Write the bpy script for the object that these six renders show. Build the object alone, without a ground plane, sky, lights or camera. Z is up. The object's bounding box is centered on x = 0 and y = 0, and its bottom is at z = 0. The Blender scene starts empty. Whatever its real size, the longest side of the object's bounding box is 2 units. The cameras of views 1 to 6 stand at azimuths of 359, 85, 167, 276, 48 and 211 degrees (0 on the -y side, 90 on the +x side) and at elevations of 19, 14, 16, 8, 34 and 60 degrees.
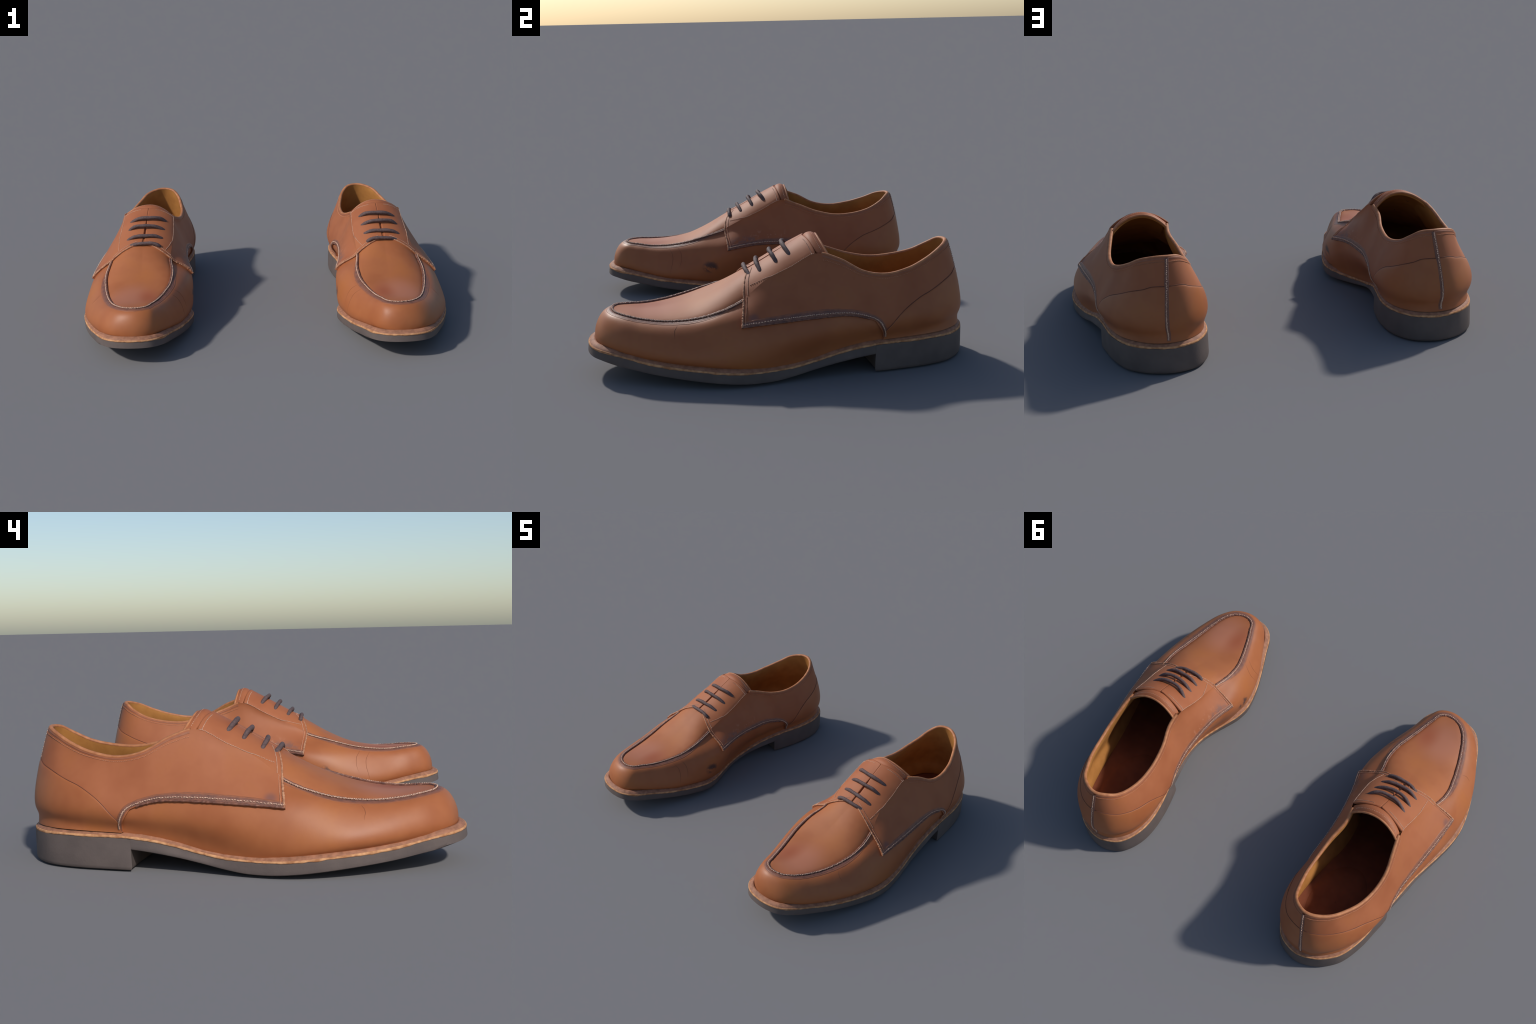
"""A pair of tan leather apron-toe derby shoes, built part by part.

Everything is modelled for ONE shoe (the one on the +x side, toe towards -y) and
then written out twice, the second time mirrored across x = 0.

The upper is described by rails that run once round the shoe (heel -> outer side ->
toe -> inner side -> heel): feather line, mid wall and top line. S(u, v) is the surface
through those rails: u counts stations round the shoe, v runs 0 (feather line) -> 1
(top line) -> 2 (ridge over the instep).  Leather pieces are patches of S, lifted by
their thickness.
"""
import bpy, math
import numpy as np

rng = np.random.default_rng(7)
CX = 0.69            # x of a shoe's own origin
N_ST = 36            # stations round the upper

# ----------------------------------------------------------------------------- splines
def cubic_table(xs, ys):
    """smooth monotone-ish (Hermite) interpolation through a small table"""
    xs, ys = np.asarray(xs, float), np.asarray(ys, float)
    o = np.argsort(xs); xs, ys = xs[o], ys[o]
    m = np.gradient(ys, xs)
    def f(x):
        x = np.clip(np.asarray(x, float), xs[0], xs[-1])
        i = np.clip(np.searchsorted(xs, x) - 1, 0, len(xs) - 2)
        h = xs[i + 1] - xs[i]; t = (x - xs[i]) / h
        return ((2*t**3 - 3*t**2 + 1) * ys[i] + (t**3 - 2*t**2 + t) * h * m[i]
                + (-2*t**3 + 3*t**2) * ys[i+1] + (t**3 - t**2) * h * m[i+1])
    return f

def loop_spline(P):
    """closed Catmull-Rom through control points, parameter = index"""
    P = np.asarray(P, float); n = len(P)
    def f(u):
        u = np.asarray(u, float) % n
        i = np.floor(u).astype(int) % n; t = (u - np.floor(u))[..., None]
        a, b, c, d = P[(i-1) % n], P[i], P[(i+1) % n], P[(i+2) % n]
        return 0.5 * (2*b + (c-a)*t + (2*a - 5*b + 4*c - d)*t**2 + (3*b - a - 3*c + d)*t**3)
    return f

def open_spline(P):
    P = np.asarray(P, float); n = len(P)
    E = np.vstack([2*P[0] - P[1], P, 2*P[-1] - P[-2]])
    def f(s):                       # s in 0..1
        u = np.clip(np.asarray(s, float), 0, 1) * (n - 1)
        i = np.clip(np.floor(u).astype(int), 0, n - 2); t = (u - i)[..., None]
        a, b, c, d = E[i], E[i+1], E[i+2], E[i+3]
        return 0.5 * (2*b + (c-a)*t + (2*a - 5*b + 4*c - d)*t**2 + (3*b - a - 3*c + d)*t**3)
    return f

def smooth_noise(x, seed, scale):
    """cheap 1-D value noise, -1..1"""
    r = np.random.default_rng(seed).uniform(-1, 1, 4096)
    x = np.asarray(x, float) / scale; i = np.floor(x).astype(int); t = x - i; t = t*t*(3-2*t)
    return r[i % 4096] * (1-t) + r[(i+1) % 4096] * t

# ----------------------------------------------------------------------------- sole line
# height of the welt's top edge and of the sole's underside along the shoe
welt_z = cubic_table([.84, .69, .558, .412, .318, .224, .132, .039, -.052, -.141, -.229, -.315, -.40, -.487, -.574, -.662, -.75, -.84],
                     [.124, .128, .128, .125, .116, .098, .077, .063, .058, .059, .065, .073, .081, .089, .100, .116, .131, .140])
under_z = cubic_table([.84, .50, .395, .319, .226, .133, .04, -.03, -.10, -.23, -.314, -.40, -.486, -.574, -.662, -.75, -.84],
                      [.080, .080, .077, .070, .057, .039, .020, .010, .008, .016, .024, .033, .042, .053, .068, .082, .094])

# plan outline of the welt: heel back, outer side, toe, inner side
OUTLINE = loop_spline([
    (.620, .829), (.700, .806), (.757, .768), (.800, .722), (.832, .658), (.857, .575), (.872, .478), (.886, .373),
    (.901, .261), (.918, .147), (.943, .045), (.969, -.051), (.991, -.150), (.998, -.245), (.981, -.365), (.944, -.494),
    (.893, -.630), (.855, -.720), (.810, -.783), (.748, -.816), (.665, -.827), (.582, -.811), (.524, -.757), (.486, -.655),
    (.441, -.529), (.408, -.420), (.392, -.310), (.407, -.225), (.435, -.160), (.465, -.095), (.492, -.021), (.506, .055),
    (.506, .144), (.491, .236), (.466, .333), (.452, .400), (.435, .481), (.424, .570), (.430, .662), (.457, .737),
    (.497, .790), (.555, .820)])
N_OUT = 42

def outline_ring(n):
    """n evenly spaced outline points with outward plan normals"""
    u = np.linspace(0, N_OUT, 4001); P = OUTLINE(u)
    L = np.r_[0, np.cumsum(np.linalg.norm(np.diff(P, axis=0), axis=1))]
    s = np.linspace(0, L[-1], n, endpoint=False)
    P = np.stack([np.interp(s, L, P[:, k]) for k in (0, 1)], 1)
    T = np.roll(P, -2, 0) - np.roll(P, 2, 0); T /= np.linalg.norm(T, axis=1)[:, None]
    return P, np.stack([-T[:, 1], T[:, 0]], 1) * -1 * orient(P), s

def orient(P):
    a = np.sum(P[:, 0] * np.roll(P[:, 1], -1) - np.roll(P[:, 0], -1) * P[:, 1])
    return 1.0 if a > 0 else -1.0

# ----------------------------------------------------------------------------- rails of the upper
# stations: heel seam, 17 down the outer side, toe, 17 back up the inner side
BASE = [(.620, .806),
    (.700, .783), (.780, .712), (.824, .630), (.848, .530), (.862, .430), (.874, .330), (.889, .220), (.912, .110),
    (.940, .000), (.960, -.090), (.972, -.190), (.970, -.290), (.952, -.400), (.922, -.500), (.886, -.600), (.840, -.698), (.775, -.768),
    (.668, -.797),
    (.582, -.770), (.532, -.693), (.492, -.600), (.450, -.500), (.428, -.400), (.416, -.290), (.436, -.180), (.471, -.090),
    (.500, .000), (.514, .110), (.506, .220), (.480, .330), (.460, .430), (.445, .530), (.445, .630), (.474, .722), (.538, .787)]
MID = [(.622, .817, .260),
    (.700, .796, .260), (.787, .722, .260), (.842, .632, .260), (.874, .527, .258), (.889, .430, .245), (.898, .325, .252),
    (.910, .227, .262), (.926, .120, .260), (.938, .020, .256), (.945, -.080, .250), (.946, -.180, .240), (.942, -.280, .220),
    (.931, -.390, .202), (.909, -.490, .200), (.874, -.595, .205), (.826, -.690, .215), (.758, -.757, .222),
    (.664, -.783, .222),
    (.585, -.757, .225), (.540, -.682, .222), (.504, -.590, .210), (.467, -.490, .210), (.435, -.390, .218), (.412, -.280, .235),
    (.403, -.170, .250), (.420, -.075, .262), (.433, .010, .268), (.443, .110, .268), (.443, .220, .265), (.434, .330, .252),
    (.424, .430, .245), (.418, .530, .258), (.425, .635, .260), (.460, .730, .260), (.527, .799, .260)]
TOP = [(.601, .758, .507),
    (.658, .746, .504), (.716, .703, .487), (.757, .638, .456), (.796, .553, .427), (.819, .450, .411), (.824, .350, .429),
    (.806, .250, .482), (.789, .152, .507), (.798, .050, .458), (.812, -.060, .406), (.843, -.165, .331), (.857, -.270, .286),
    (.848, -.370, .260), (.826, -.480, .249), (.799, -.578, .253), (.768, -.650, .262), (.722, -.700, .267),
    (.660, -.717, .270),
    (.612, -.697, .270), (.589, -.645, .266), (.564, -.575, .261), (.537, -.490, .267), (.511, -.395, .284), (.505, -.290, .314),
    (.518, -.180, .348), (.513, -.080, .400), (.511, .030, .452), (.515, .135, .503), (.521, .225, .474), (.497, .325, .436),
    (.485, .430, .414), (.482, .530, .418), (.493, .622, .438), (.513, .694, .472), (.550, .737, .500)]
# extra sideways swell of the wall between feather line and mid wall
SWELL = [.001, .002, .003, .005, .008, .010, .013, .017, .020, .021, .020, .018, .020, .022, .020, .014, .010, .007,
         .005, .007, .010, .013, .016, .020, .021, .014, .010, .010, .010, .009, .009, .008, .007, .006, .004, .002]
# ridge over toe and instep, stations 8..18 (same for the inner side)
RIDGE = [(.650, .113, .553), (.655, .040, .512), (.662, -.070, .450), (.668, -.165, .399), (.665, -.270, .338),
         (.665, -.382, .290), (.666, -.485, .269), (.666, -.577, .263), (.665, -.648, .267), (.662, -.697, .269), (.660, -.717, .270)]

base3 = np.array([(x, y, float(welt_z(y)) + .014) for x, y in BASE])
mid3, top3 = np.array(MID), np.array(TOP)
_tan = np.roll(mid3, -1, 0) - np.roll(mid3, 1, 0)
_out = np.stack([-_tan[:, 1], _tan[:, 0]], 1); _out /= np.linalg.norm(_out, axis=1)[:, None]
_out *= -orient(mid3[:, :2])
_ax = top3 - mid3; _ax /= np.linalg.norm(_ax, axis=1)[:, None]
_o3 = np.column_stack([_out, np.zeros(N_ST)])
_out3 = _o3 - _ax * np.sum(_o3 * _ax, 1)[:, None]; _out3 /= np.linalg.norm(_out3, axis=1)[:, None]
# the tables give the outside of the shoe; where quarters lie on top the wall below is thinner
_st = np.arange(N_ST); _under = np.clip(1 - np.clip(np.minimum(np.abs(_st), np.abs(36 - _st)) - 10, 0, 9) / 2, 0, 1)
base3[:, :2] -= _out * (.003 * np.clip((6.5 - np.minimum(_st, 36 - _st)) / 2, 0, 1))[:, None]
mid3 = mid3 - _out3 * (.0065 * _under)[:, None]
top3 = top3 - _out3 * (.0050 * _under)[:, None]
low3 = .52 * base3 + .48 * mid3
low3[:, :2] += _out * np.array(SWELL)[:, None]
# between mid wall and top line the leather is pulled nearly straight (stretched over the last)
FULL = [.006, .004, -.002, -.004, -.004, -.003, -.002, -.004, -.005, -.004, .002, .008, .012, .012, .012, .012, .012, .013,
        .014, .013, .012, .012, .012, .012, .010, .006, .000, -.003, -.004, -.003, -.001, .001, .003, .004, .004, .005]
high3 = .48 * mid3 + .52 * top3
high3 += _out3 * np.array(FULL)[:, None]
# the table gives the outside of the leather; the quarters lie on top of this surface
f_base, f_low, f_mid, f_high, f_top = (loop_spline(a) for a in (base3, low3, mid3, high3, top3))
f_ridge = open_spline(RIDGE)
V_LOW, V_MID, V_HIGH = .26, .52, .77

def S(u, v):
    u, v = np.broadcast_arrays(np.asarray(u, float), np.asarray(v, float))
    k = np.array([0, V_LOW, V_MID, V_HIGH, 1.0]); side = np.clip(v, 0, 1)
    w = [np.prod([(side - k[j]) / (k[i] - k[j]) for j in range(5) if j != i], axis=0)[..., None] for i in range(5)]
    T = f_top(u)
    P = w[0]*f_base(u) + w[1]*f_low(u) + w[2]*f_mid(u) + w[3]*f_high(u) + w[4]*T
    over = np.clip(v - 1, 0, 1)[..., None]
    um = u % N_ST; um = np.where(um > 18, N_ST - um, um)
    C = f_ridge((um - 8) / 10)
    top = T + (C - T) * over
    top[..., 2] = T[..., 2] + (C - T)[..., 2] * (1 - (1 - over[..., 0])**2.4)
    return np.where((v > 1)[..., None], top, P)

def normal(u, v):
    u, v = np.broadcast_arrays(np.asarray(u, float), np.asarray(v, float))
    um = u % N_ST; has_top = (um >= 8) & (um <= 28)
    hi = np.where(has_top, 2.0, 1.0)
    du = S(u + .04, v) - S(u - .04, v)
    v0, v1 = np.clip(v - .03, 0, None), np.minimum(v + .03, hi)
    dv = S(u, v1) - S(u, v0)
    n = np.cross(dv, du)
    n = n / (np.linalg.norm(n, axis=-1, keepdims=True) + 1e-12)
    return n

_test = normal(np.array(9.0), np.array(.5))
SIGN = 1.0 if _test[0] > 0 else -1.0

def surf(u, v, off=0.0):
    return S(u, v) + SIGN * normal(u, v) * np.asarray(off, float)[..., None]

_gu, _gv = np.meshgrid(np.arange(0, 36, .05), np.linspace(0, 1, 201), indexing="ij")
_gp = S(_gu, _gv)
def uv_of(points):
    out = []
    for p in points:
        i = np.unravel_index(np.argmin(np.sum((_gp - np.array(p))**2, -1)), _gu.shape)
        out.append((_gu[i], _gv[i]))
    a = np.array(out)
    a[:, 0] = np.unwrap(a[:, 0], period=36)
    return a

def mirror_uv(path):                 # same path on the other side of the shoe
    p = np.array(path, float).copy(); p[:, 0] = 36 - p[:, 0]
    return p

# ----------------------------------------------------------------------------- mesh helpers
PARTS = []      # (name, verts, faces, material key, props, part to sit under)
def add(name, verts, faces, mat, flat=False, stuff=False, under=None):
    PARTS.append(dict(name=name, v=np.asarray(verts, float), f=[tuple(int(i) for i in q) for q in faces], mat=mat, flat=flat, stuff=stuff, under=under))

def grid_faces(n, m, close_n=False, close_m=False, start=0):
    F = []
    for i in range(n if close_n else n - 1):
        for j in range(m if close_m else m - 1):
            a, b = i, (i + 1) % n; c, d = j, (j + 1) % m
            F.append((start + a*m + c, start + b*m + c, start + b*m + d, start + a*m + d))
    return F

def add_grid(name, G, mat, close_n=False, close_m=False, flip=False, **k):
    n, m = G.shape[:2]
    F = grid_faces(n, m, close_n, close_m)
    if flip: F = [f[::-1] for f in F]
    add(name, G.reshape(-1, 3), F, mat, **k)

def tube(path, radius, sides=10, closed=False, flat=1.0, up=None, taper_ends=False):
    """round section swept along a path -> verts, faces"""
    P = np.asarray(path, float); n = len(P)
    T = (np.roll(P, -1, 0) - np.roll(P, 1, 0)) if closed else np.gradient(P, axis=0)
    T /= np.linalg.norm(T, axis=1)[:, None] + 1e-12
    if up is None:
        a = np.cross(T[0], [0.13, .2, 1.0]); a /= np.linalg.norm(a); A = []
        for i in range(n):
            a = a - T[i] * (a @ T[i]); a /= np.linalg.norm(a); A.append(a.copy())
        A = np.array(A); B = np.cross(T, A)
    else:
        B = np.asarray(up, float); B = B - T * np.sum(B*T, 1)[:, None]; B /= np.linalg.norm(B, axis=1)[:, None]
        A = np.cross(B, T)
    r = np.broadcast_to(np.asarray(radius, float), (n,)).copy()
    if taper_ends:
        r[0] *= .35; r[-1] *= .35
    th = np.linspace(0, 2*np.pi, sides, endpoint=False)
    V = P[:, None] + r[:, None, None] * (np.cos(th)[None, :, None] * A[:, None] + flat * np.sin(th)[None, :, None] * B[:, None])
    F = grid_faces(n, sides, closed, True)
    V = V.reshape(-1, 3)
    if not closed:
        F.append(tuple(range(sides))[::-1]); F.append(tuple(range((n-1)*sides, n*sides)))
    return V, F

def join(pieces):
    V, F, k = [], [], 0
    for v, f in pieces:
        V.append(v); F += [tuple(i + k for i in q) for q in f]; k += len(v)
    return np.vstack(V), F

def resample(P, step=None, n=None):
    P = np.asarray(P, float)
    L = np.r_[0, np.cumsum(np.linalg.norm(np.diff(P, axis=0), axis=1))]
    n = n or max(4, int(L[-1] / step) + 1)
    s = np.linspace(0, L[-1], n)
    return np.stack([np.interp(s, L, P[:, k]) for k in range(P.shape[1])], 1), s

def on_surface(uv_ctrl, off, n=200):
    """dense 3-D path on the upper from a few (u, v) control points"""
    uv = open_spline(uv_ctrl)(np.linspace(0, 1, n))
    return surf(uv[:, 0], uv[:, 1], np.broadcast_to(off, (n,))), SIGN * normal(uv[:, 0], uv[:, 1])

def stitches(path, nrm, pitch, length, r, seed, zigzag=0.0, lift=0.0):
    """a row of short thread dashes along a path"""
    q, s = resample(np.hstack([path, nrm]), step=.0008)
    g = np.random.default_rng(seed); out = []; pos = pitch * .4
    k = 0
    while pos + length < s[-1]:
        i0, i1 = np.searchsorted(s, [pos, pos + length * g.uniform(.8, 1.15)])
        i1 = min(i1, len(q) - 1)
        idx = np.linspace(i0, i1, 4).astype(int)
        c, nn = q[idx, :3].copy(), q[idx, 3:]
        side = np.cross(nn, np.gradient(c, axis=0)); side /= np.linalg.norm(side, axis=1)[:, None] + 1e-12
        c += side * (zigzag * (1 if k % 2 else -1) * np.linspace(-1, 1, 4)[:, None] + g.normal(0, r * .25))
        c += nn * (lift + r * np.array([-.5, .55, .55, -.5]))[:, None]
        out.append(tube(c, r * g.uniform(.85, 1.15), sides=6, taper_ends=True))
        pos += pitch * g.uniform(.92, 1.08); k += 1
    return join(out)

def band(path_uv, width_uv, lift, ragged, seed, n=400, cols=6, both=False, wscale=None):
    """thin strip lying on the upper along a (u, v) path; the far edge is ragged"""
    uv = open_spline(path_uv)(np.linspace(0, 1, n)); uv2 = open_spline(width_uv)(np.linspace(0, 1, n))
    k = np.arange(n)
    w = 1 + ragged * (.6*smooth_noise(k, seed, 9) + .4*smooth_noise(k, seed+1, 3))
    t = np.linspace(0, 1, cols)
    U = uv[:, None, 0] + (uv2 - uv)[:, None, 0] * t[None] * w[:, None]
    V = uv[:, None, 1] + (uv2 - uv)[:, None, 1] * t[None] * w[:, None]
    l = np.broadcast_to(np.asarray(lift, float), (n,))[:, None] * np.ones((1, cols)); l[:, 0] -= .003; l[:, -1] -= .0025
    return surf(U, V, l)

# ----------------------------------------------------------------------------- sole unit
ring, rn, rs = outline_ring(360)
wz, uz = welt_z(ring[:, 1]), under_z(ring[:, 1])
uz = uz + np.where(ring[:, 0] < .69, .016 * np.exp(-((ring[:, 1] - .02) / .22)**2), 0)      # higher arch on the inner side
toe_w = np.clip((-.70 - ring[:, 1]) / .12, 0, 1)

def sole_ring(inset, z):
    p = ring - rn * np.asarray(inset)[..., None] if np.ndim(inset) else ring - rn * inset
    return np.column_stack([p, z])

# welt: a leather strip stitched round the upper
prof = [(.060, -.014), (.034, .008), (.029, .0155), (.022, .0145), (.012, .009), (.006, .004), (.0030, -.001), (.0040, -.008), (.010, -.010)]
G = np.stack([sole_ring(i, wz + dz) for i, dz in prof], 1)
G[:, 3:6, 2] += (.0009 * smooth_noise(np.arange(360), 29, 1.6))[:, None]
add_grid("welt", G, "welt", close_n=True)
# pale raw edge of the welt, ragged where it meets the sole
k = np.arange(360)
rag = .0013 * smooth_noise(k, 31, 2.6) + .0011 * smooth_noise(k, 32, 1.0)
thick = .0034 + .0020 * smooth_noise(k, 33, 9)
prof = [(.0060 + 0*rag, .0030 + 0*rag), (.0045 + .5*rag, .0038 + 0*rag), (.0022 + 0*rag, .0016 + 0*rag), (.0004 + 0*rag, -.0015 + 0*rag),
        (.0004 + 0*rag, -.0020 - thick + rag), (.006 + 0*rag, -.0030 - thick + rag)]
G = np.stack([sole_ring(i, wz + dz) for i, dz in prof], 1)
add_grid("welt_edge", G, "welt_edge", close_n=True)
# outsole: side wall, rounded lower edge and a slightly domed underside
spine_x = cubic_table([.80, .60, .40, .20, 0, -.20, -.40, -.60, -.80], [.62, .64, .665, .70, .72, .70, .69, .67, .65])
sy = np.clip(ring[:, 1], -.72, .70); spine = np.column_stack([spine_x(sy), sy])
waist = np.exp(-((ring[:, 1] - .20) / .17)**2) * np.where(ring[:, 0] < .69, .011, .009)      # the waist flares outwards
rows = [sole_ring(.012, wz - .002), sole_ring(.0022, wz - .003), sole_ring(.0015, wz - .008)]
rows += [sole_ring(.0015 - (.004 * toe_w + waist) * a, wz - .008 + (uz + .010 - wz + .008) * a) for a in (.35, .7, 1.0)]
rows += [sole_ring(.003 + .006 * toe_w - waist, uz + .004 + .003 * toe_w), sole_ring(.009 + .016 * toe_w - waist, uz + .0005)]
edge = rows[-1][:, :2]
for a, camber in ((.12, .002), (.3, .005), (.6, .0075), (1.0, .008)):
    xy = edge + (spine - edge) * a * .98
    rows.append(np.column_stack([xy, np.maximum(under_z(xy[:, 1]) + (uz - under_z(ring[:, 1])) * (1 - a) - camber, .0004)]))
G = np.stack(rows, 1)
add_grid("outsole", G, "sole", close_n=True)

# heel block: outline behind a slanting breast line
def breast_y(x):                     # front face of the heel
    return .334 + (x - .471) * .145 + .012 * np.sin(np.clip((x - .46) / .42, 0, 1) * np.pi)
heel_pts = ring[ring[:, 1] > breast_y(ring[:, 0])]
i0 = np.argmax(np.linalg.norm(np.diff(np.vstack([heel_pts, heel_pts[:1]]), axis=0), axis=1))
heel_pts = np.roll(heel_pts, -(i0 + 1), axis=0)      # open polyline from one breast corner to the other
xa, xb = heel_pts[-1, 0], heel_pts[0, 0]
bx = np.linspace(xa, xb, 26)[1:-1]
front = np.column_stack([bx, breast_y(bx)])
loop = np.vstack([heel_pts, front])
cen = np.array([.655, .58])
T = np.roll(loop, -1, 0) - np.roll(loop, 1, 0); T /= np.linalg.norm(T, axis=1)[:, None]
ln = np.stack([T[:, 1], -T[:, 0]], 1) * orient(loop)
isf = np.r_[np.zeros(len(heel_pts)), np.ones(len(front))]
rows = []
HEEL_Z = .004
wl, ul = welt_z(loop[:, 1]), under_z(loop[:, 1])
top_z = np.where(isf > 0, ul + .006, wl - .0065)
flare = np.exp(-((loop[:, 1] - .40) / .12)**2) * .008 * (1 - isf)
for ins, a in ((.03, 1.02), (-.0003, 1.0), (-.0006, .9), (-.0008, .5), (-.0006, .12), (.0015, .045), (.005, .006)):
    z = HEEL_Z + (top_z - HEEL_Z) * a
    rows.append(np.column_stack([loop - ln * (ins * (1 - .5*isf) - flare * (1 - min(a, 1)))[:, None], z]))
for a in (.3, .7, 1.0):
    rows.append(np.column_stack([loop + (cen - loop) * a * .99, np.full(len(loop), HEEL_Z)]))
# under the waist the top of the block follows the sole, so it never shows above it
G = np.stack(rows, 1)
add_grid("heel", G, "sole", close_n=True)

# ----------------------------------------------------------------------------- upper: base leather
H = .007        # leather thickness of the quarters
u = np.arange(0, 36, .125); v = np.linspace(0, 1, 48)
U, V = np.meshgrid(u, v, indexing="ij")
G = surf(U, V)
tuck = G[:, :1] - SIGN * normal(U[:, :1], V[:, :1]) * .006; tuck[..., 2] = G[:, :1, 2] - .022      # leather turned in under the welt
add_grid("vamp", np.concatenate([tuck, G], 1), "vamp", close_n=True)

# apron: the plug inside the seam on top of the toe, a touch lower at its rim
u = np.linspace(18, 10.0, 90); wv = np.linspace(0, 1, 33)
left = surf(*np.broadcast_arrays(u[:, None], 1 + wv[None]))
right = surf(*np.broadcast_arrays(36 - u[:, None], 1 + wv[None, ::-1]))
A = np.concatenate([left, right[:, 1:]], 1)
wf = np.r_[wv, wv[::-1][1:]]
A[..., 2] += -.0035 * np.exp(-(wf / .07)**2)[None] + .002 * (1 - np.exp(-(wf / .2)**2))[None]
A[0] = S(18., 1.)[None]
add_grid("apron", A, "apron", flip=True)

# seam bead round the apron: raised, burnished and hand-stitched
NS = 640
seam_u = np.linspace(10.95, 25.05, NS)
seam = surf(seam_u, np.full(NS, 1.0), np.full(NS, .0012))
sn = SIGN * normal(seam_u, np.full(NS, 1.0))
wob = .0007 * smooth_noise(np.arange(NS), 41, 4)
add("apron_seam", *tube(seam + sn * wob[:, None], .0054 + .0010 * smooth_noise(np.arange(NS), 42, 4), sides=10), "seam", under="apron")
su = np.linspace(10.95, 25.05, 44)
fade = np.clip(np.minimum(su - 10.9, 25.1 - su) / 2.6, 0, 1); fade = .35 + .65 * fade * fade * (3 - 2 * fade)
b = band(np.column_stack([su, np.full(44, .995)]), np.column_stack([su, 1 - .125 * fade]), .0011, .08, 43, n=640)
add_grid("seam_border", b, "burnish", under="vamp")
b = band(np.column_stack([su, np.full(44, .92)]), np.column_stack([su, 1 - .160 * fade]), .0006, .12, 45, n=640)
add_grid("seam_border", b, "burnish_soft", under="vamp")
path = surf(seam_u, np.full(NS, .980), np.full(NS, .0048))
add("apron_stitching", *stitches(path, sn, .0125, .0098, .0024, 44, zigzag=.0014), "thread", stuff=True, under="apron")
# wrinkles where the toe flexes
for uu, va, vb in ((22.15, .90, .12), (22.62, .90, .30), (13.55, .85, .50)):
    q = np.linspace(0, 1, 60); uq = uu + .10 * np.sin(q * 2.4) + .02 * smooth_noise(q * 60, int(uu * 10), 12)
    p = surf(uq, va + (vb - va) * q, np.full(60, -.0002))
    add("flex_wrinkle", *tube(p, .0011 * np.sin(np.pi * (.08 + .84 * q)), sides=6), "wrinkle", under="vamp")

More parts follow.
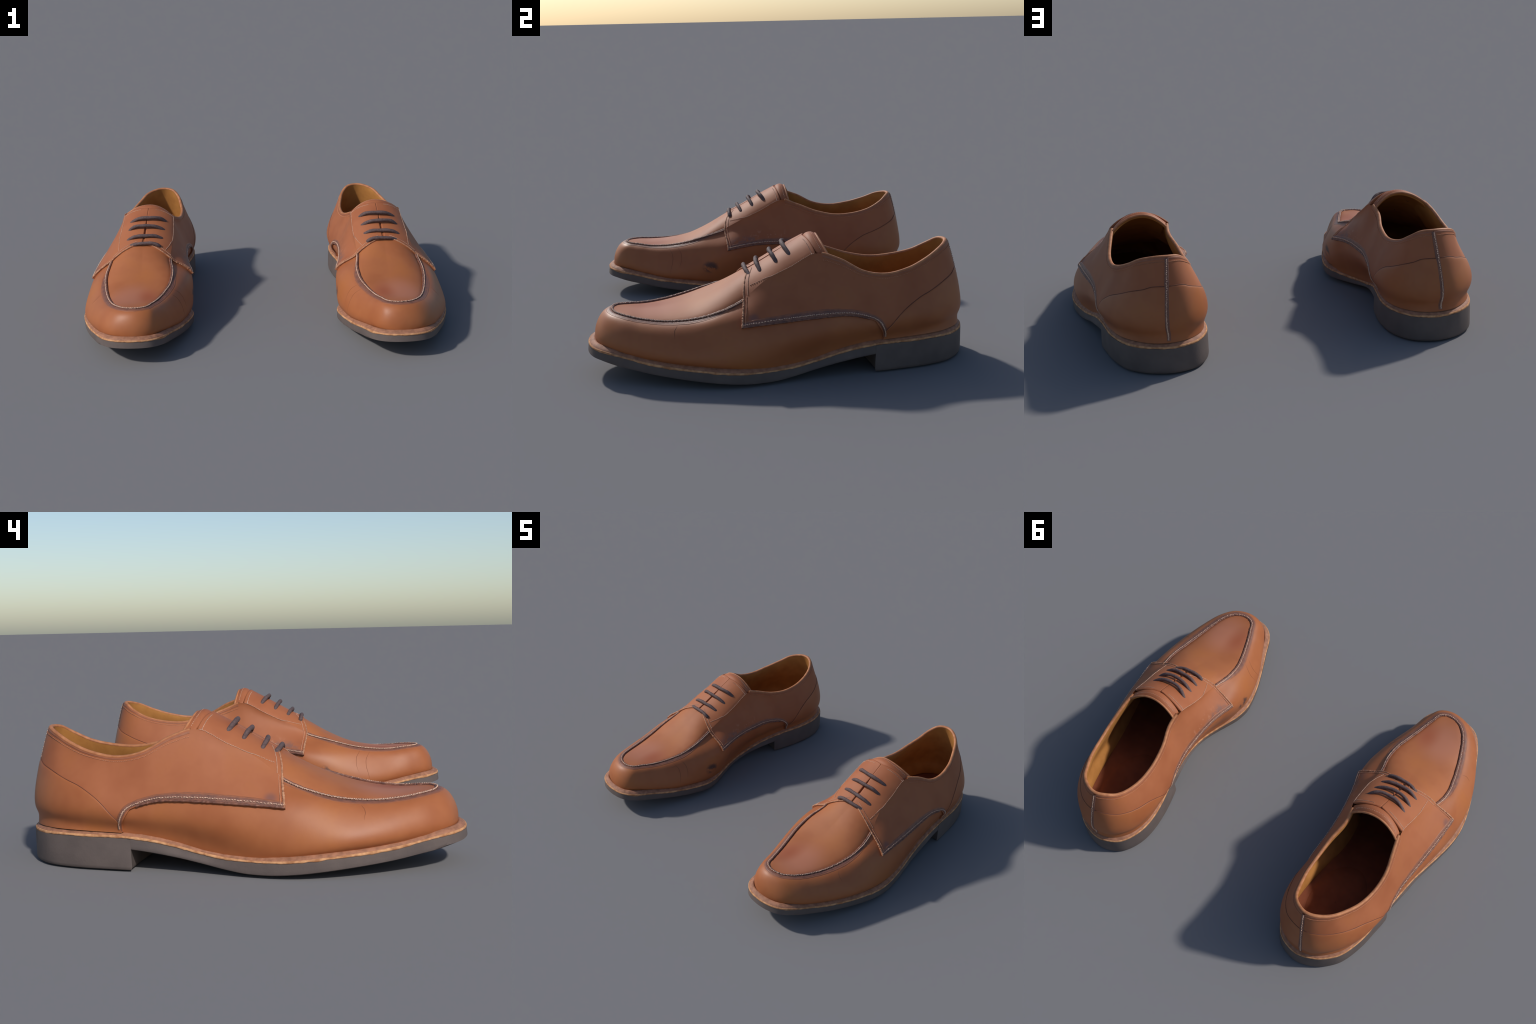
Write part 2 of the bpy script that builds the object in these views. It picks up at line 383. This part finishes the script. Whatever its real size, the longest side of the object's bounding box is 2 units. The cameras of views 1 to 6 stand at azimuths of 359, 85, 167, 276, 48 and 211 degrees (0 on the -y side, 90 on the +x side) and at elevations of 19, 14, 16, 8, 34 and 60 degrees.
# ----------------------------------------------------------------------------- quarters
# lower edge of a quarter, from its front corner back over the waist and down to the welt
low_out = uv_of([(.949, -.170, .242), (.947, -.09, .250), (.938, .035, .256), (.926, .120, .259), (.911, .227, .261), (.900, .300, .255),
                 (.895, .358, .241), (.891, .395, .222), (.889, .415, .195), (.888, .423, .165)])
low_in = uv_of([(.407, -.168, .250), (.427, -.057, .266), (.440, .040, .271), (.450, .130, .269), (.452, .220, .266), (.448, .290, .256),
                (.440, .345, .240), (.436, .385, .215), (.438, .405, .185), (.445, .415, .155)])
U_FRONT = 10.93
def stand_off(uo, inner):            # how far the lower edge stands off the wall, most of all at the flap corner
    return np.exp(-((uo - U_FRONT) / 1.1)**2) * .0032 + (.0015 if inner else .0012)
def make_quarter(low, inner):
    sgn = (lambda x: 36 - x) if inner else (lambda x: x)
    low = low.copy(); low[:, 0] = sgn(low[:, 0])          # work on the outer side's numbering
    low[0, 0] = U_FRONT + .03
    lower = np.vstack([low, [low[-1, 0] - .02, .0]])
    tail = np.column_stack([np.linspace(low[-1, 0] - .25, 0.0, 9), np.zeros(9)])
    c1, c2 = open_spline(lower), open_spline(tail)
    n1, n2 = 150, 90
    sA = np.linspace(0, 1, n1); sB = np.linspace(0, 1, n2)
    lo = np.vstack([c1(sA), c2(sB)])
    hiu = np.concatenate([np.linspace(U_FRONT, 5.0, n1), np.linspace(4.96, 0.0, n2)])
    hi = np.column_stack([hiu, np.ones_like(hiu)])
    t = np.concatenate([[0, 0, .004, .012, .025], np.linspace(.04, 1, 56)])
    o = np.concatenate([[-.002, .55*H, .88*H, .98*H], np.full(57, H)])
    # thickness at the front edge of the flap and at the back seam
    s_extra = [0, 0, .0]
    idx = np.concatenate([[0, 0, 0], np.arange(0, n1 + n2), [n1 + n2 - 1] * 2])
    so = np.concatenate([[-.002/H, .5, .85], np.ones(n1 + n2), [.6, .0]])
    LO, HI = lo[idx], hi[idx]
    U = LO[:, None, 0] + (HI - LO)[:, None, 0] * t[None]
    V = LO[:, None, 1] + (HI - LO)[:, None, 1] * t[None]
    # nudge the outermost front rows forward so that the edge is round
    nud = np.concatenate([[.012, .012, .006], np.zeros(n1 + n2 + 2)])
    U = U + nud[:, None]
    off = np.minimum(o[None], (so * H)[:, None])
    stand = stand_off(LO[:, 0], inner) * np.clip(LO[:, 1] / .08, 0, 1)
    grow = np.exp(-(t / .22)**2)
    off = off + np.where(off > 0, (stand[:, None] * grow[None]), 0)
    U2 = sgn(U)
    G = surf(U2, V, off)
    add_grid("quarter", G, "leather", flip=inner)
    # facing: the part over the instep that carries the laces
    uu = np.concatenate([[U_FRONT + .02, U_FRONT + .015, U_FRONT + .006], np.linspace(U_FRONT, 8.0, 70), [7.995, 7.985, 7.985]])
    eo = np.concatenate([[-.002, .5*H, .88*H], np.full(70, H), [.9*H, .6*H, -.004]])
    tv = np.concatenate([np.linspace(0, 1, 30), [1.004, 1.010, 1.012]])
    vo = np.concatenate([np.full(30, H), [.9*H, .55*H, -.005]])
    gap = .045 * np.clip((uu - 9.0) / .8, 0, 1)         # throat: open low down, closed at the top
    shrink = 1 + (1 - gap[:, None]) * tv[None]
    # front edge runs up and back to the throat
    U = uu[:, None] - .33 * (np.clip(tv, 0, 1)**1.6)[None] * np.clip((uu - 8.2) / 2.7, 0, 1)[:, None]
    O = np.minimum(eo[:, None], vo[None])
    G = surf(sgn(U), shrink, O)
    add_grid("facing", G, "leather", flip=inner, under="quarter")
    return lo[:n1], lo, sgn

for low, inner in ((low_out, False), (low_in, True)):
    edge_uv, lo_all, sgn = make_quarter(low, inner)
    d = edge_uv[::6]; tan = np.gradient(d, axis=0)
    # perpendicular on the leather (one station ~ .1 m, v = 1 ~ .3 m)
    tm = tan * np.array([.10, .30]); tm /= np.linalg.norm(tm, axis=1)[:, None]
    perp = np.column_stack([tm[:, 1], -tm[:, 0]])
    if perp[2, 1] < 0: perp = -perp
    def along(dist):
        q = d + perp * dist / np.array([.10, .30]); q[:, 0] = sgn(q[:, 0]); return q
    def lift(n, extra):
        return H + stand_off(np.interp(np.linspace(0, 1, n), np.linspace(0, 1, len(d)), d[:, 0]), inner) + extra
    b = band(along(.001), along(.021), lift(420, .0010), .07, 51 + inner, n=420)
    add_grid("quarter_border", b, "burnish", flip=inner, under="quarter")
    b = band(along(.013), along(.0235), lift(420, .0004), .10, 53 + inner, n=420)
    add_grid("quarter_border", b, "burnish_soft", flip=inner, under="quarter")
    p, nn = on_surface(along(.0105), lift(400, .0018), 400)
    add("quarter_stitching", *stitches(p, nn, .0125, .0098, .0022, 61 + inner, zigzag=.0010), "thread", stuff=True, under="quarter")
    p, nn = on_surface(along(.002)[:16], lift(420, -.0010)[:255], 255)
    add("quarter_edge", *tube(p, .0044 + .0011 * smooth_noise(np.arange(255), 65 + inner, 4), sides=8), "seam", under="quarter")
    # scuffed pale edge down the front of the flap
    fv = np.linspace(edge_uv[0, 1] + .004, 1.0, 12); hh = np.linspace(0, 1, 160)
    drop = H - .0005 + stand_off(np.array(U_FRONT), inner) * np.exp(-((hh * .75) / .22)**2)
    p, nn = on_surface(np.column_stack([sgn(np.full(12, U_FRONT + .004)), fv]), drop, 160)
    add("flap_edge", *tube(p, 0.0048 + .0014 * smooth_noise(np.arange(160), 71 + inner, 4), sides=8), "pale_edge", under="quarter")
    p, nn = on_surface(np.column_stack([sgn(np.full(12, U_FRONT - .12)), fv + np.r_[.02, np.zeros(11)]]), drop + .0012, 160)
    add("flap_stitching", *stitches(p, nn, .0110, .0080, .0014, 73 + inner, zigzag=.001), "thread_dim", stuff=True, under="quarter")
    tt = np.linspace(0, 1, 14)
    p, nn = on_surface(np.column_stack([sgn(U_FRONT - .33 * tt**1.6), 1 + .84 * tt]), H - .0008, 120)
    add("flap_edge", *tube(p, .0036 + .0008 * smooth_noise(np.arange(120), 75 + inner, 5), sides=8), "pale_edge", under="quarter")
    # facing stitch line along the fold, and a second one round the front
    fu = np.linspace(10.66, 8.05, 16)
    p, nn = on_surface(np.column_stack([sgn(fu), 1 + .24 * np.clip((fu - 9.7) / 1.15, 0, 1)**1.3]), H + .0008, 300)
    add("facing_stitching", *stitches(p, nn, .0105, .0075, .0013, 81 + inner), "thread", stuff=True, under="quarter")
    p, nn = on_surface(np.column_stack([sgn(U_FRONT - .18 - .33 * tt**1.6), 1 + .80 * tt]), H + .0005, 160)
    add("facing_stitching", *stitches(p, nn, .0105, .0075, .0012, 83 + inner), "thread", stuff=True, under="quarter")
    p, nn = on_surface(np.column_stack([sgn(np.full(14, 8.16)), 1 + .70 * tt]), H + .0005, 160)
    add("facing_stitching", *stitches(p, nn, .0105, .0075, .0012, 85 + inner), "thread", stuff=True, under="quarter")
    # collar: burnished edge and stitch line below the opening
    cu = sgn(np.linspace(7.7, .12, 40))
    b = band(np.column_stack([cu, np.full(40, .995)]), np.column_stack([cu, np.full(40, .962)]), H + .0006, .10, 91 + inner, n=300)
    add_grid("collar_border", b, "collar_burnish", flip=not inner, under="quarter")
    p, nn = on_surface(np.column_stack([cu, np.full(40, .945)]), H + .0008, 500)
    add("collar_stitching", *stitches(p, nn, .0090, .0058, .0011, 93 + inner), "thread_dim", stuff=True, under="quarter")

# ----------------------------------------------------------------------------- heel counter
cnt = uv_of([(.622, .791, .386), (.669, .779, .387), (.712, .752, .371), (.765, .704, .352), (.808, .640, .326), (.835, .585, .306), (.862, .530, .276),
             (.879, .491, .244), (.888, .460, .210), (.892, .440, .180), (.886, .432, .150)])
cnt[0, 0] = 0; cnt[-1, 1] = 0.01
for inner in (False, True):
    sgn = (lambda x: 36 - x) if inner else (lambda x: x)
    up = open_spline(cnt)(np.linspace(0, 1, 130))
    lo = np.column_stack([np.linspace(0, cnt[-1, 0], 130), np.zeros(130)])
    t = np.concatenate([np.linspace(0, .96, 40), [.975, .988, .996, 1.0, 1.0]])
    o = np.concatenate([np.full(40, H + .0028), [H + .0026, H + .0022, H + .0012, H - .001, H - .003]])
    U = lo[:, None, 0] + (up - lo)[:, None, 0] * t[None]; V = lo[:, None, 1] + (up - lo)[:, None, 1] * t[None]
    G = surf(sgn(U), V, np.broadcast_to(o, U.shape))
    add_grid("heel_counter", G, "vamp", flip=not inner)
    pth = open_spline(cnt)(np.linspace(0, 1, 160)); pth[:, 0] = sgn(pth[:, 0])
    add("counter_seam", *tube(surf(pth[:, 0], pth[:, 1], np.full(160, H + .0006)), .0016, sides=6), "crease", under="heel_counter")

# back seam with its strip and stitches
vv = np.linspace(.02, .985, 80)
strip = np.stack([surf(np.full(80, du), vv, np.full(80, H + (.0040 if abs(du) < .10 else .001))) for du in (-.14, -.09, -.03, 0, .03, .09, .14)], 1)
add_grid("back_strip", strip, "burnish", flip=True)
p, nn = surf(np.full(200, .02), np.linspace(.03, .97, 200), np.full(200, H + .0045)), SIGN * normal(np.full(200, .0), np.linspace(.03, .97, 200))
add("back_stitching", *stitches(p, nn, .0115, .0095, .0022, 99, zigzag=.0020), "thread", stuff=True, under="back_strip")

# ----------------------------------------------------------------------------- collar rim, lining, insole
cu = np.concatenate([np.linspace(7.75, 0, 160), np.linspace(36, 28.25, 160)[1:]])
rim = surf(cu, np.full(len(cu), 1.0), np.full(len(cu), -.0015))
add("collar_rim", *tube(rim, .0085, sides=14, up=np.tile([0, 0, 1.0], (len(cu), 1)), flat=.85), "rim")

u = np.arange(0, 36, .2); v = np.linspace(-.03, 1, 44)
U, V = np.meshgrid(u, v, indexing="ij")
G = surf(U, V, -.0095 - .014 * np.sin(np.clip((1 - V) / .55, 0, 1) * np.pi / 2) * np.where((U > 9) & (U < 27), 0, 1))
G[:, 0, 2] -= .02
add_grid("lining", G, "lining", close_n=True, flip=True)
foot_z = cubic_table([.80, .50, .35, .20, .05, -.10, -.30, -.50, -.80], [.132, .138, .139, .132, .116, .098, .088, .096, .130])
# ceiling under apron and tongue, added to stop light leaking in at the seams
u = np.linspace(18, 9.2, 60); wv = np.linspace(-.15, 1, 21)
left = surf(*np.broadcast_arrays(u[:, None], 1 + wv[None]), np.full((60, 21), -.0075))
right = surf(*np.broadcast_arrays(36 - u[:, None], 1 + wv[None, ::-1]), np.full((60, 21), -.0075))
ceil = np.concatenate([left, right[:, 1:]], 1); ceil[..., 2] -= .004
add_grid("toe_light_seal", ceil, "lining", under="lining")
un = np.arange(0, 36, .2)
edge = surf(un, np.full(len(un), .05), np.full(len(un), -.010)); edge[:, 2] = foot_z(edge[:, 1]) + .002
sp = np.column_stack([spine_x(np.clip(edge[:, 1], -.6, .62)), np.clip(edge[:, 1], -.6, .62)])
rows = [edge]
for a in (.25, .5, .75, 1.0):
    xy = edge[:, :2] + (sp - edge[:, :2]) * a
    rows.append(np.column_stack([xy, foot_z(xy[:, 1]) - .004 * a]))
add_grid("insole", np.stack(rows, 1), "insole", close_n=True, flip=True)
# heel sock inside: a slightly raised pad
pad = []
for a in np.linspace(0, 1, 8):
    th = np.linspace(0, 2*np.pi, 60, endpoint=False)
    r = 1 - a * .98
    pad.append(np.column_stack([.64 + .15 * r * np.cos(th), .50 + .235 * r * np.sin(th), np.full(60, .150 - .004 * (a == 0) * 3)]))
pad = np.stack(pad, 1)
pad[..., 2] = foot_z(pad[..., 1]) + .0015 + np.where(np.arange(8) == 0, -.008, 0)[None]
add_grid("heel_pad", pad, "insole", close_n=True)

# ----------------------------------------------------------------------------- tongue
def arc(lat, apex, med, n=49, p=2.1):
    t = np.linspace(-1, 1, n); lat, apex, med = map(np.array, (lat, apex, med))
    x = np.where(t < 0, apex[0] + (lat - apex)[0] * -t, apex[0] + (med - apex)[0] * t)
    w = np.abs(t)**p; e = np.where((t < 0)[:, None], lat, med)
    return np.column_stack([x, apex[1] + (e[:, 1] - apex[1]) * w, apex[2] + (e[:, 2] - apex[2]) * w])
def s_row(uc, off):
    w = np.r_[-.12, np.linspace(0, 1, 24)]
    l = surf(np.full(25, uc), 1 + w, np.full(25, off)); m = surf(np.full(25, 36 - uc), 1 + w[::-1], np.full(25, off))
    return np.vstack([l, m[1:]])
def t_row(ue, y, z, off=-.003, drop=0.0):      # row across the tongue, its ends on the collar line at station ue
    l, m = surf(np.array(ue), np.array(1.0), np.array(off)), surf(np.array(36.0 - ue), np.array(1.0), np.array(off))
    row = arc(l - [0, 0, drop], (.649, y, z), m - [0, 0, drop], n=47)
    lo_l, lo_m = surf(np.array(ue), np.array(.88), np.array(-.005)), surf(np.array(36.0 - ue), np.array(.88), np.array(-.005))
    return np.vstack([lo_l, row, lo_m])
rows = [s_row(10.9, -.004), s_row(10.0, -.003), s_row(9.0, -.003), s_row(8.4, -.005),
        t_row(8.03, .104, .535, -.014), t_row(7.90, .122, .559, -.004), t_row(7.76, .140, .568), t_row(7.60, .157, .567),
        t_row(7.46, .171, .558), t_row(7.50, .170, .549, -.010, .004), t_row(7.62, .156, .540, -.016, .008),
        s_row(8.5, -.0125), s_row(9.5, -.0125), s_row(10.8, -.0125)]
R = np.stack(rows)
tt = np.linspace(0, 1, 79)
G = np.stack([open_spline(R[:, j])(tt) for j in range(R.shape[1])], 1)
cut = 46
add_grid("tongue", G[:cut + 1], "leather", flip=True)
add_grid("tongue_lining", G[cut:], "lining", flip=True, under="tongue")
rim_path = open_spline(R[8][1:-1][::2])(np.linspace(.0, 1, 90))
add("tongue_rim", *tube(rim_path, .0055, sides=10), "rim", under="tongue")
st = open_spline((R[7] * .6 + R[6] * .4)[1:-1][::2])(np.linspace(.05, .95, 160))
add("tongue_stitching", *stitches(st, np.tile([0, .2, 1.0], (160, 1)), .0095, .006, .0012, 111), "thread", stuff=True, under="tongue")

# ----------------------------------------------------------------------------- laces
LACES = [((.738, -.128, .409), (.650, -.146, .434), (.577, -.140, .410)),
         ((.755, -.080, .427), (.660, -.096, .463), (.567, -.076, .432)),
         ((.751, -.010, .462), (.662, -.036, .503), (.558, -.014, .461)),
         ((.748, .046, .489), (.645, .020, .534), (.552, .050, .494))]
for k, (a, m, c) in enumerate(LACES):
    a, m, c = map(np.array, (a, m, c))
    g = np.random.default_rng(200 + k)
    na, nc = np.array([.45, -.35, .82]), np.array([-.45, -.35, .82])
    t = np.linspace(0, 1, 60)[:, None]; chord = a + (c - a) * t
    rise = 1 - np.abs(2 * t - 1)**np.array([2.0, 2.2, 2.9])
    arch = chord + (m - (a + c) / 2) * rise + np.array([0, 0, -.005]) * np.sin(np.pi * t)
    arch[:, 1] += .0022 * smooth_noise(np.arange(60), 220 + k, 14); arch[:, 2] += .0012 * smooth_noise(np.arange(60), 230 + k, 16)
    pth, _ = resample(np.vstack([a - na * .010, arch, c - nc * .010]), n=90)
    add("shoelace", *tube(pth, .0096 + .0009 * smooth_noise(np.arange(90), 210 + k, 7), sides=12, flat=.9), "lace")

# eyelets are plain punched holes: short dark sleeves where the laces go in
for a, m, c in LACES:
    for e in (a, c):
        e = np.array(e)
        th = np.linspace(0, 1, 3)
        add("eyelet", *tube(np.array([e + [0, .002, -.004], e + [0, .001, -.002], e + [0, .0, .0005]]), .0078, sides=12), "lace_dark", under="quarter")

# ----------------------------------------------------------------------------- materials
def lin(r, g, b):
    f = lambda c: c / 12.92 if c <= .04045 else ((c + .055) / 1.055)**2.4
    return (f(r/255), f(g/255), f(b/255), 1)

class Nodes:
    def __init__(self, name, rough=.5, spec=.5):
        self.m = bpy.data.materials.new(name); self.m.use_nodes = True
        self.t = self.m.node_tree; self.b = self.t.nodes["Principled BSDF"]
        self.b.inputs["Roughness"].default_value = rough
        self.b.inputs["Specular IOR Level"].default_value = spec
    def new(self, kind, **props):
        n = self.t.nodes.new(kind)
        for k, v in props.items(): setattr(n, k, v)
        return n
    def link(self, a, b): self.t.links.new(a, b)
    def coords(self):
        return self.new("ShaderNodeTexCoord").outputs["Object"]
    def noise(self, scale, detail=4, rough=.55, vec=None):
        n = self.new("ShaderNodeTexNoise"); n.inputs["Scale"].default_value = scale
        n.inputs["Detail"].default_value = detail; n.inputs["Roughness"].default_value = rough
        self.link(vec or self.coords(), n.inputs["Vector"]); return n.outputs["Fac"]
    def ramp(self, fac, stops):
        n = self.new("ShaderNodeValToRGB"); e = n.color_ramp.elements
        while len(e) < len(stops): e.new(.5)
        for i, (p, c) in enumerate(stops):
            e[i].position = p; e[i].color = c if len(c) == 4 else (*c, 1)
        self.link(fac, n.inputs["Fac"]); return n.outputs["Color"]
    def mix(self, fac, a, b, blend="MIX"):
        n = self.new("ShaderNodeMix", data_type="RGBA", blend_type=blend)
        for sock, val in ((n.inputs[0], fac), (n.inputs[6], a), (n.inputs[7], b)):
            if isinstance(val, bpy.types.NodeSocket): self.link(val, sock)
            else: sock.default_value = val
        return n.outputs[2]
    def bump(self, h, strength, dist):
        n = self.new("ShaderNodeBump"); n.inputs["Strength"].default_value = strength; n.inputs["Distance"].default_value = dist
        self.link(h, n.inputs["Height"]); self.link(n.outputs["Normal"], self.b.inputs["Normal"])
    def spot(self, sx, centre, radii, soft=.5):
        """soft ellipsoidal mask around a point of the shoe"""
        vec = self.coords()
        mp = self.new("ShaderNodeMapping", vector_type="POINT")
        c = ((centre[0] - CX) * sx, centre[1], centre[2])
        mp.inputs["Scale"].default_value = tuple(1/r for r in radii)
        mp.inputs["Location"].default_value = tuple(-ci/r for ci, r in zip(c, radii))
        self.link(vec, mp.inputs["Vector"])
        ln = self.new("ShaderNodeVectorMath", operation="LENGTH"); self.link(mp.outputs[0], ln.inputs[0])
        mr = self.new("ShaderNodeMapRange", interpolation_type="SMOOTHSTEP")
        mr.inputs["From Min"].default_value = 1.0; mr.inputs["From Max"].default_value = 1.0 - soft
        self.link(ln.outputs["Value"], mr.inputs["Value"]); return mr.outputs["Result"]
    def color(self, c):
        if isinstance(c, bpy.types.NodeSocket): self.link(c, self.b.inputs["Base Color"])
        else: self.b.inputs["Base Color"].default_value = c

TAN, TAN_D, TAN_O = lin(157, 93, 59), lin(149, 85, 52), lin(158, 94, 55)          # quarters and tongue
ORG, ORG_D, ORG_O = lin(158, 94, 56), lin(150, 86, 50), lin(161, 96, 52)         # vamp, counter, apron: a more golden tan

def leather(name, sx, kind="quarter"):
    n = Nodes(name, .47 if kind == "vamp" else .60, .34)
    a, b, c3 = (TAN_D, TAN, TAN_O) if kind == "quarter" else (ORG_D, ORG, ORG_O)
    c = n.ramp(n.noise(5.0, 3), [(.35, a), (.55, b), (.75, c3)])
    c = n.mix(n.ramp(n.noise(60, 3), [(.45, (0, 0, 0)), (.8, (.25, .25, .25))]), c, a)
    blot = n.ramp(n.noise(38, 4), [(.40, (0, 0, 0)), (.52, (1, 1, 1))])
    if kind == "apron":             # toe: a paler, less saturated patch with a red flush beside it
        c = n.mix(n.spot(sx, (.70, -.55, .27), (.16, .19, .2), .8), c, lin(164, 104, 78))
        c = n.mix(n.spot(sx, (.610, -.545, .27), (.085, .14, .2), 1.0), c, lin(150, 82, 53))
    if kind == "quarter":           # wax stain by the flap corner; scan artefacts copied as blotches low on the inner side
        c = n.mix(n.spot(sx, (.938, -.125, .285), (.035, .035, .035), .7), c, lin(122, 78, 66))
        c = n.mix(n.mix(1.0, n.spot(sx, (.415, -.06, .30), (.07, .15, .035), .8), blot, "MULTIPLY"), c, lin(122, 84, 72))
        c = n.mix(n.mix(1.0, n.spot(sx, (.425, .06, .325), (.07, .20, .05), .8), n.ramp(n.noise(55, 5), [(.55, (0, 0, 0)), (.62, (.8, .8, .8))]), "MULTIPLY"), c, lin(172, 118, 92))
    if kind == "vamp":              # dark scan artefact, copied into the colour inside the ball of the foot
        c = n.mix(n.mix(1.0, n.spot(sx, (.405, -.262, .168), (.06, .055, .042), .6), blot, "MULTIPLY"), c, lin(80, 56, 50))
    n.color(c)
    n.bump(n.noise(240, 3), .08, .002)
    return n.m

def plain(name, sx, a, b, scale=20, rough=.6, spec=.4, bump=(150, .2, .002)):
    n = Nodes(name, rough, spec)
    n.color(n.ramp(n.noise(scale, 4), [(.35, a), (.65, b)]))
    if bump: n.bump(n.noise(bump[0], 3), bump[1], bump[2])
    return n.m

def make_materials(sx, tag):
    M = {}
    M["leather"] = leather("tan_leather" + tag, sx)
    M["apron"] = leather("apron_leather" + tag, sx, "apron")
    M["vamp"] = leather("golden_tan_leather" + tag, sx, "vamp")
    M["burnish"] = plain("burnished_leather" + tag, sx, lin(104, 70, 60), lin(128, 84, 67), 40, .5)
    M["burnish_soft"] = plain("burnished_edge" + tag, sx, lin(128, 79, 57), lin(140, 86, 60), 40, .5)
    M["collar_burnish"] = plain("collar_burnish" + tag, sx, lin(138, 84, 60), lin(150, 92, 64), 40, .5)
    M["wrinkle"] = plain("wrinkle_leather" + tag, sx, lin(120, 70, 44), lin(130, 76, 48), 40, .6)
    M["seam"] = plain("seam_leather" + tag, sx, lin(88, 56, 48), lin(128, 84, 66), 60, .5)
    M["crease"] = plain("seam_shadow_leather" + tag, sx, lin(92, 52, 38), lin(110, 64, 46), 30, .7)
    M["thread"] = plain("pale_thread" + tag, sx, lin(182, 146, 126), lin(210, 176, 154), 90, .8, .2)
    M["thread_dim"] = plain("tan_thread" + tag, sx, lin(180, 125, 98), lin(200, 146, 116), 90, .8, .2)
    M["pale_edge"] = plain("scuffed_edge" + tag, sx, lin(142, 90, 64), lin(184, 136, 104), 90, .7)
    M["welt"] = plain("welt_leather" + tag, sx, lin(132, 90, 68), lin(162, 112, 86), 45, .7)
    M["welt_edge"] = plain("raw_welt_edge" + tag, sx, lin(158, 108, 74), lin(202, 152, 110), 40, .8, .2)
    M["sole"] = plain("dark_rubber" + tag, sx, lin(90, 80, 77), lin(98, 87, 83), 12, .75, .3)
    M["rim"] = plain("collar_edge" + tag, sx, lin(156, 98, 62), lin(178, 118, 78), 40, .6)
    M["lining"] = plain("ochre_lining" + tag, sx, lin(158, 106, 54), lin(172, 118, 62), 15, .75, .2)
    M["insole"] = plain("brown_insole" + tag, sx, lin(112, 62, 42), lin(128, 72, 48), 10, .7, .2)
    M["lace"] = plain("dark_lace" + tag, sx, lin(78, 62, 62), lin(98, 80, 78), 120, .7, .3, (400, .3, .002))
    M["lace_dark"] = plain("lace_in_throat" + tag, sx, lin(56, 42, 40), lin(76, 58, 54), 120, .8, .2)
    return M

# ----------------------------------------------------------------------------- write the two shoes
coll = bpy.context.scene.collection
def write_shoe(sx, tag):
    root = bpy.data.objects.new("leather_shoe", None)
    root.empty_display_size = .2
    root.location = (CX * sx, 0, 0); coll.objects.link(root)
    root["label"] = "tan leather apron-toe derby shoe with dark laces and sole"
    root["category"] = "shoe"
    M = make_materials(sx, tag); last = {}
    for p in PARTS:
        V = p["v"] - [CX, 0, 0]; F = p["f"]
        if sx < 0:
            V = V * [-1, 1, 1]; F = [q[::-1] for q in F]
        me = bpy.data.meshes.new(p["name"]); me.from_pydata(V.tolist(), [], F); me.validate(); me.update()
        me.materials.append(M[p["mat"]])
        me.polygons.foreach_set("use_smooth", [not p["flat"]] * len(me.polygons))
        me.update()
        if p["name"] in ("heel", "outsole"):
            me.set_sharp_from_angle(angle=math.radians(42))
        ob = bpy.data.objects.new(p["name"], me); coll.objects.link(ob)
        ob.parent = last[p["under"]] if p["under"] else root
        if p["stuff"]: ob["kind"] = "stuff"
        last[p["name"]] = ob
write_shoe(1, "")
write_shoe(-1, "_mirrored")
